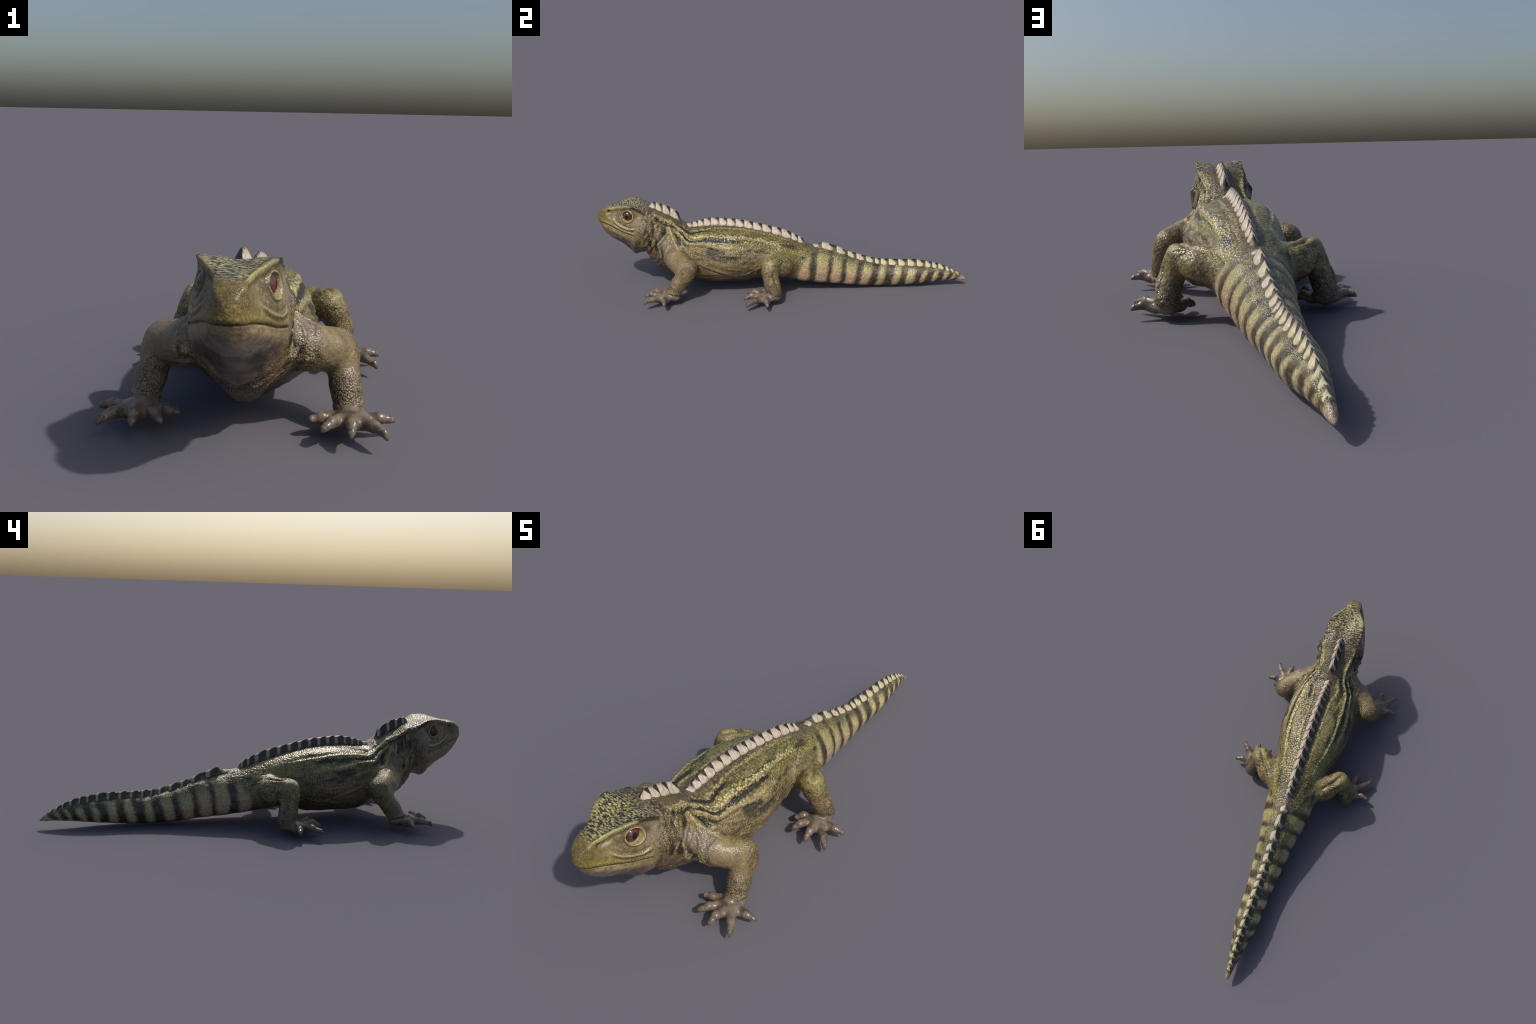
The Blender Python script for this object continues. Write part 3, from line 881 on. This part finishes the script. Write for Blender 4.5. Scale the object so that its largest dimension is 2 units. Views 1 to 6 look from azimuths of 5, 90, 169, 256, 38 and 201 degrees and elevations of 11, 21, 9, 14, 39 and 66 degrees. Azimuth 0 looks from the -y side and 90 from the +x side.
    side = N.mix(N.mul(sidehead, N.step(er, .0230, .0245, 1.0, 0.0)), side, (.03, .022, .014))
    nos = N.math("SQRT", N.add(N.math("POWER", N.add(py, .931), 2), N.math("POWER", N.sub(pz, .437), 2)))
    side = N.mix(N.mul(N.step(nos, .003, .009, .9, 0), N.step(ax, .02, .03)), side, (.025, .025, .018))
    fold = N.sub(pz, N.curve(py, [(-1, .41), (-.907, .395), (-.886, .376), (-.852, .360), (-.821, .352), (-.792, .357), (1, .36)]))
    fold_on = N.mul(sidehead, N.window(py, -.915, -.895, -.80, -.785))
    side = N.mix(N.mul(fold_on, N.window(fold, -.005, -.001, .002, .006)), side, (.40, .35, .19))  # highlight along the under-eye fold, painted into the colour
    side = N.mix(N.mul(fold_on, N.mul(N.window(fold, -.017, -.012, -.008, -.004), .75)), side, (.085, .070, .035))  # shade beneath the fold, painted as a dark band
    side = N.mix(N.mul(fold_on, N.mul(N.window(fold, .006, .010, .014, .019), .4)), side, (.11, .095, .05))  # fainter painted shade above the fold
    hollow_shade = N.math("SQRT", N.add(N.math("POWER", N.mul(N.add(py, .790), .8), 2), N.math("POWER", N.sub(pz, .424), 2)))
    side = N.mix(N.mul(N.step(hollow_shade, .006, .018, .75, 0), N.mul(sidehead, N.step(er, .033, .037))), side, (.085, .062, .038))  # shaded hollow behind the eye, painted in dark brown
    col = N.mix(head, col, side)

    # ---- seams between the scales and scale-to-scale variation
    head_top = N.mul(head, top)
    bare_all = N.mx(N.mx(foot, N.mul(bare, .7)), N.mul(N.mul(head, N.inv(top)), N.step(N.add(py, N.mul(N.sub(pz, .34), -.35)), -.80, -.75, 1.0, .15)))
    bare_all = N.mx(bare_all, N.mul(N.mul(head, sidehead), N.step(er, .030, .034, 1.0, 0.0)))
    depth = N.mul(seam, N.mul(N.step(bare_all, 0, 1, .88, .50), N.step(lower, 0, 1, 1, .5)))
    depth = N.mul(depth, N.inv(N.mul(head_top, .5)))
    depth = N.mul(depth, N.inv(N.mul(tail, N.mul(.70, N.inv(N.mul(up, .6))))))
    knee = N.mul(limb, N.mx(N.mul(limb_hind, N.mul(N.step(pz, .185, .215), N.inv(thigh_rear))), N.mul(limb_fore, N.mul(N.step(pz, .15, .18), N.step(py, -.54, -.50, 1.0, .15)))))
    depth = N.mul(depth, N.inv(N.mul(knee, .7)))
    depth = N.mul(depth, N.step(N.noise(P, 9, 2), .35, .62, .55, 1.0))
    col = N.mix(depth, col, N.mix(.85, col, (.022, .020, .014)))
    var = N.step(rnd, 0, 1, .70, 1.36, "LINEAR")
    mul = N.t.nodes.new("ShaderNodeCombineColor")
    for s in mul.inputs[:3]:
        N.put(s, var)
    col = N.mix(N.step(bare_all, 0, 1, 1.0, .35), col, N.mix(1.0, col, mul.outputs[0], "MULTIPLY"))

    # ---- feet: bare, grey-brown
    footcol = N.ramp(N.noise(P, 38, 3), [(.32, (.085, .070, .056)), (.47, (.175, .140, .105)), (.70, (.245, .195, .148))])
    col = N.mix(foot, col, footcol)

    # hide is darker than it looks in the sun; keep the pale marks
    col = N.mix(1.0, col, N.mix(N.step(N.mx(foot, N.mul(tail, ring)), 0, 1), (.86, .795, .715), (.86, .82, .78)), "MULTIPLY")
    # ---- gloss and relief
    rough = N.add(N.step(N.noise(P, 26, 2), .3, .7, .25, .40), N.mul(foot, -.01))
    dist = N.add(N.mul(big.outputs["Distance"], big_scales), N.mul(small.outputs["Distance"], N.inv(big_scales)))
    dist = N.add(N.mul(dist, N.inv(head_top)), N.mul(crown.outputs["Distance"], head_top))
    dome = N.inv(N.math("POWER", dist, 1.6))
    calm = N.step(N.noise(P, 9, 2), .35, .62, .62, 1.0)
    strength = N.mul(N.mul(N.step(bare_all, 0, 1, .95, .36), N.step(foot, 0, 1, 1.0, .35)), calm)
    strength = N.mul(strength, N.mul(N.inv(N.mul(tail, N.mul(.62, N.inv(N.mul(up, .6))))), N.inv(N.mul(knee, .38))))
    strength = N.mul(strength, N.inv(N.mul(lower, .5)))
    nrm1 = N.bump(dome, strength, .0027)
    nrm2 = N.bump(N.noise(P, 95, 3), .30, .0022, nrm1)
    return N.finish(col, rough, nrm2, .5)


def make_spine(tail=False):
    N = Nodes("tail_scute" if tail else "pale_spine")
    G, gx, gy, gz = N.coords("Generated")
    P, px, py, pz = N.coords()
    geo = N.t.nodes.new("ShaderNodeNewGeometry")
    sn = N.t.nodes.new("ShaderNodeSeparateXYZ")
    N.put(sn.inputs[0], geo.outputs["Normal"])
    streak = N.noise(N.scaled(P, (1, 1.5, .3)), 110, 2)
    col = N.ramp(streak, [(.28, (.29, .23, .165)), (.50, (.46, .395, .31)), (.75, (.54, .475, .385))])
    if tail:
        col = N.mix(N.step(py, .25, .7, 0, .6), col, (.50, .45, .26))
    col = N.mix(N.mul(N.step(gz, .50, .95, 0, .8), N.step(gy, .05, .55)), col, (.20, .15, .11))
    col = N.mix(N.step(gz, .22, .05, 0, .55), col, (.30, .26, .13))
    col = N.mix(N.step(gz, .80, .99, 0, .78), col, (.055, .045, .038))
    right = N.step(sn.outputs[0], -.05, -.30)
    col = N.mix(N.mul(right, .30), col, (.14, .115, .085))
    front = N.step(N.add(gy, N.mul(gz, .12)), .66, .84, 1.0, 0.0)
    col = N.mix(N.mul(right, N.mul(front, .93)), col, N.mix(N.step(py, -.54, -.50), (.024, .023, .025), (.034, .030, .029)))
    return N.finish(col, .5, N.bump(streak, .12, .001), .4)


def make_plain(name, lo, hi, rough, spec=.5, scale=60, bump=.15):
    N = Nodes(name)
    P, *_ = N.coords()
    n = N.noise(P, scale, 3)
    return N.finish(N.ramp(n, [(.3, lo), (.7, hi)]), rough, N.bump(n, bump, .001), spec)


def make_eye():
    N = Nodes("wet_red_eye")
    P, px, py, pz = N.coords()
    ey, ez = N.sub(py, float(EYE[1])), N.sub(pz, float(EYE[2]))
    r = N.math("SQRT", N.add(N.mul(ey, ey), N.mul(ez, ez)))
    fib = N.noise(N.scaled(P, (1, 1, .25)), 160, 2)
    iris = N.ramp(fib, [(.3, (.070, .016, .008)), (.6, (.135, .032, .014)), (.8, (.21, .068, .030))])
    iris = N.mix(N.step(r, .0205, .0245), iris, (.02, .012, .01))
    slit = N.math("SQRT", N.add(N.math("POWER", N.add(ey, .003), 2), N.math("POWER", N.mul(ez, .42), 2)))
    col = N.mix(N.step(slit, .0074, .0100, 1.0, 0.0), iris, (.006, .006, .009))
    m = N.finish(col, .12, None, .5)
    N.bsdf.inputs["Coat Weight"].default_value = .35
    N.bsdf.inputs["Coat Roughness"].default_value = .03
    return m


def make_claw():
    N = Nodes("horn_claw")
    G, gx, gy, gz = N.coords("Generated")
    P, *_ = N.coords()
    n = N.noise(P, 120, 2)
    col = N.ramp(n, [(.3, (.075, .058, .040)), (.7, (.14, .112, .080))])
    return N.finish(col, .32, N.bump(n, .1, .0006), .5)


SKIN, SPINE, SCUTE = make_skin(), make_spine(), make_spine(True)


def make_crest():
    N = Nodes("dark_crest_skin")
    P, px, py, pz = N.coords()
    h = N.sub(pz, N.curve(py, [(-1, .40)] + [(q[0] / 1000, q[1][0][1] / 1000) for q in STATIONS if q[0] >= -725 and q[0] % 10 == 0 or q[0] in (-725,)] + [(1, .036)]))
    n = N.noise(P, 70, 3)
    brown = N.ramp(n, [(.3, (.07, .052, .036)), (.5, (.16, .122, .085)), (.7, (.22, .175, .12))])
    brown = N.mix(N.step(py, .13, .20), brown, N.ramp(n, [(.3, (.035, .032, .018)), (.5, (.085, .08, .034)), (.7, (.16, .15, .06))]))
    col = N.mix(N.step(N.add(h, N.mul(N.sub(n, .5), .01)), .006, .014), brown, (.024, .021, .022))
    return N.finish(col, .5, N.bump(n, .4, .002), .4)


CREST = make_crest()
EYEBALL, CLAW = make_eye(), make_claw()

# =====================================================================
#  7. ASSEMBLY
# =====================================================================
root = bpy.data.objects.new("tuatara", None)
scene.collection.objects.link(root)
root["label"] = "olive-green striped spiny-crested reptile standing on four legs"
root["category"] = "tuatara lizard"

torso = skin_part("torso", label == TORSO, root)
neck = skin_part("neck", label == NECK, root)
head = skin_part("head", label == HEAD, root)
jaw = skin_part("jaw", label == JAW, head)
tail = skin_part("tail", label == TAIL, root)


def claw_mesh(start, tip, r, sgn, parent):
    """A short, blunt horn cone that starts inside the toe and hooks slightly down."""
    a, b = np.array(start), np.array(tip)
    u = (b - a) / np.linalg.norm(b - a)
    a, b = a - u * .007, b + u * .0025
    L = np.linalg.norm(b - a)
    right = np.cross(u, (0, 0, 1.0))
    right /= np.linalg.norm(right)
    up = np.cross(right, u)
    v, n, k = [], 9, 14
    for i in range(n):
        t = i / (n - 1)
        rad = r * 1.03 * max(1 - t ** 1.7, 0) ** .72 + .0010 * t
        c = a + u * L * t - up * (.0025 * t * t) + up * .0010
        for j in range(k):
            w = 2 * math.pi * j / k
            v.append(c + right * rad * math.cos(w) * .95 + up * rad * math.sin(w) * .92)
    v = np.array(v)
    v[:, 0] *= sgn
    solid("claw", v, rings_to_faces(n, k), parent, CLAW)


for sgn in (1, -1):
    s = side == sgn
    arm = skin_part("forelimb", (label == ARM_L) & s, root)
    skin_part("hand", (label == HAND_L) & s, arm)
    leg = skin_part("hindlimb", (label == LEG_L) & s, root)
    skin_part("foot", (label == FOOT_L) & s, leg)
    for n in range(5):
        skin_part("finger", (label == DIGIT + n) & s, arm)
        skin_part("toe", (label == DIGIT + 10 + n) & s, leg)
        claw_mesh(FINGERS[n][2], HAND_CLAWS[n], FINGERS[n][5] + .0006, sgn, arm)
        claw_mesh(TOES[n][2], FOOT_CLAWS[n], TOES[n][5] + .0006, sgn, leg)
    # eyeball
    bm = bmesh.new()
    bmesh.ops.create_uvsphere(bm, u_segments=32, v_segments=20, radius=.0300, matrix=Matrix.Translation((sgn * .0560, EYE[1] + .001, EYE[2])))
    me = bpy.data.meshes.new("eye")
    bm.to_mesh(me)
    bm.free()
    me.polygons.foreach_set("use_smooth", [True] * len(me.polygons))
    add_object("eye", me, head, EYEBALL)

# ---- crest: a dark fin of skin in three lengths, carrying pale spines
NECK_TOP = [(-.738, .452), (-.722, .456), (-.702, .479), (-.675, .470), (-.633, .460), (-.597, .437), (-.570, .420), (-.558, .380)]
BACK_TOP = [(-.540, .345), (-.530, .354), (-.497, .362), (-.470, .373), (-.440, .381), (-.399, .391), (-.356, .391), (-.313, .388), (-.267, .3845), (-.222, .378),
            (-.174, .367), (-.126, .356), (-.075, .344), (-.023, .332), (.031, .309), (.068, .290), (.092, .277), (.118, .236)]
TAIL_TOP = [(.122, .238), (.178, .243), (.204, .255), (.276, .232), (.329, .205), (.385, .190), (.440, .172), (.487, .162), (.557, .157), (.656, .155),
            (.708, .155), (.766, .145), (.808, .138), (.843, .129), (.891, .110), (.928, .088), (.962, .070), (.985, .048)]
NECK_CUTS = [-.724, -.689, -.655, -.614, -.568]
BACK_CUTS = [-.533, -.496, -.468, -.437, -.399, -.355, -.313, -.268, -.222, -.174, -.126, -.075, -.023, .030, .066, .095]
TAIL_CUTS = [.128, .196, .276, .338, .385, .440, .487, .519, .563, .615, .665, .716, .763, .802, .835, .876, .905, .934, .962]
BODY_TOP = [(s[0] / 1000, s[1][0][1] / 1000) for s in STATIONS]


def base_half(y):
    return lerp_curve([(-.74, .016), (-.70, .023), (-.56, .020), (-.50, .022), (-.35, .028), (0, .026), (.12, .015), (.20, .023), (.35, .024), (.6, .024), (.75, .021), (.85, .016), (.95, .010), (1, .004)], y)


def fin_frame(y, top):
    zb = lerp_curve(BODY_TOP, y) - .010 - .003 * min(max((y - .15) / .1, 0), 1) * min(max((1 - y) / .2, 0), 1)
    return zb, max(lerp_curve(top, y), zb + .004), base_half(y)


def fin_x(zb, zt, w, z):
    """Half width of the wedge at height z (slightly hollow flanks)."""
    t = np.clip((z - zb) / (zt - zb), 0, 1)
    return w * (1 - t) ** 1.15 + .0009


def crest_fin(top, name_parent):
    ys = np.arange(top[0][0], top[-1][0] + 1e-6, .004)
    v, k = [], 9
    for y in ys:
        zb, zt, w = fin_frame(y, top)
        zt -= .0012
        prof = [zb - .006, zb, zb + .35 * (zt - zb), zb + .75 * (zt - zb)]
        left = [(fin_x(zb, zt, w, q), y, q) for q in prof]
        right = [(-p[0], p[1], p[2]) for p in left[::-1]]
        v += left + [(0, y, zt)] + right
    return v, rings_to_faces(len(ys), k)


def spine_mesh(y0, y1, top, parent, mat, low, rise):
    """A leaf-shaped horny plate that straddles the fin: full height in front, cut away at the rear on the left side."""
    n, m = 15, 8
    v = []
    for i in range(n):
        t = i / (n - 1)
        y = y0 + (y1 - y0) * (.01 + 1.02 * t)
        zb, zt, w = fin_frame(y, top)
        h = zt - zb
        e = max(1 - abs(2 * t - 1) ** 4.0, 0.0)
        zl = zb + h * (low + .55 * abs(t - .42) ** 2 + .10 * max(t - .75, 0))
        crown = max(1 - max(t - .10, 0) / .45, 0)
        ring = []
        for sgn in (1, -1):
            zu = zb + h * (1.0 - (rise * max(t - .42, 0) if sgn > 0 else .12 * max(t - .5, 0)))
            row = []
            for j in range(m):
                q = j / (m - 1)
                z = zl + (zu - zl) * q
                edge = 1 - abs(2 * q - 1) ** 5
                off = -.0009 + .0054 * e * max(edge, crown * q ** 3) * (.55 + .75 * t)
                row.append((sgn * (fin_x(zb, zt, w, z) + off), y, z + .0009 * crown * e * q ** 3))
            ring += row if sgn > 0 else row[::-1]
        v += ring
    return solid("spine", v, rings_to_faces(n, 2 * m), parent, mat)


fins_v, fins_f = [], []
for top in (NECK_TOP, BACK_TOP, TAIL_TOP):
    v, fc = crest_fin(top, None)
    fins_f += [[i + len(fins_v) for i in q] for q in fc]
    fins_v += v
crest = solid("crest", fins_v, fins_f, root, CREST)
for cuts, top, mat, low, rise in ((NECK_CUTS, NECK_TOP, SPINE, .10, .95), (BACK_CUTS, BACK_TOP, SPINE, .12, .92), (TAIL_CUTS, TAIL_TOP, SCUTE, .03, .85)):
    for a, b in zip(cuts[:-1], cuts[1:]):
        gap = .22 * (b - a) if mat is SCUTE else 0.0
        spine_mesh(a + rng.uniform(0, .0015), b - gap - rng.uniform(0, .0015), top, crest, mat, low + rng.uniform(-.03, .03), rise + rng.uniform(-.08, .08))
print("done", round(time.time() - T0, 1), "s")
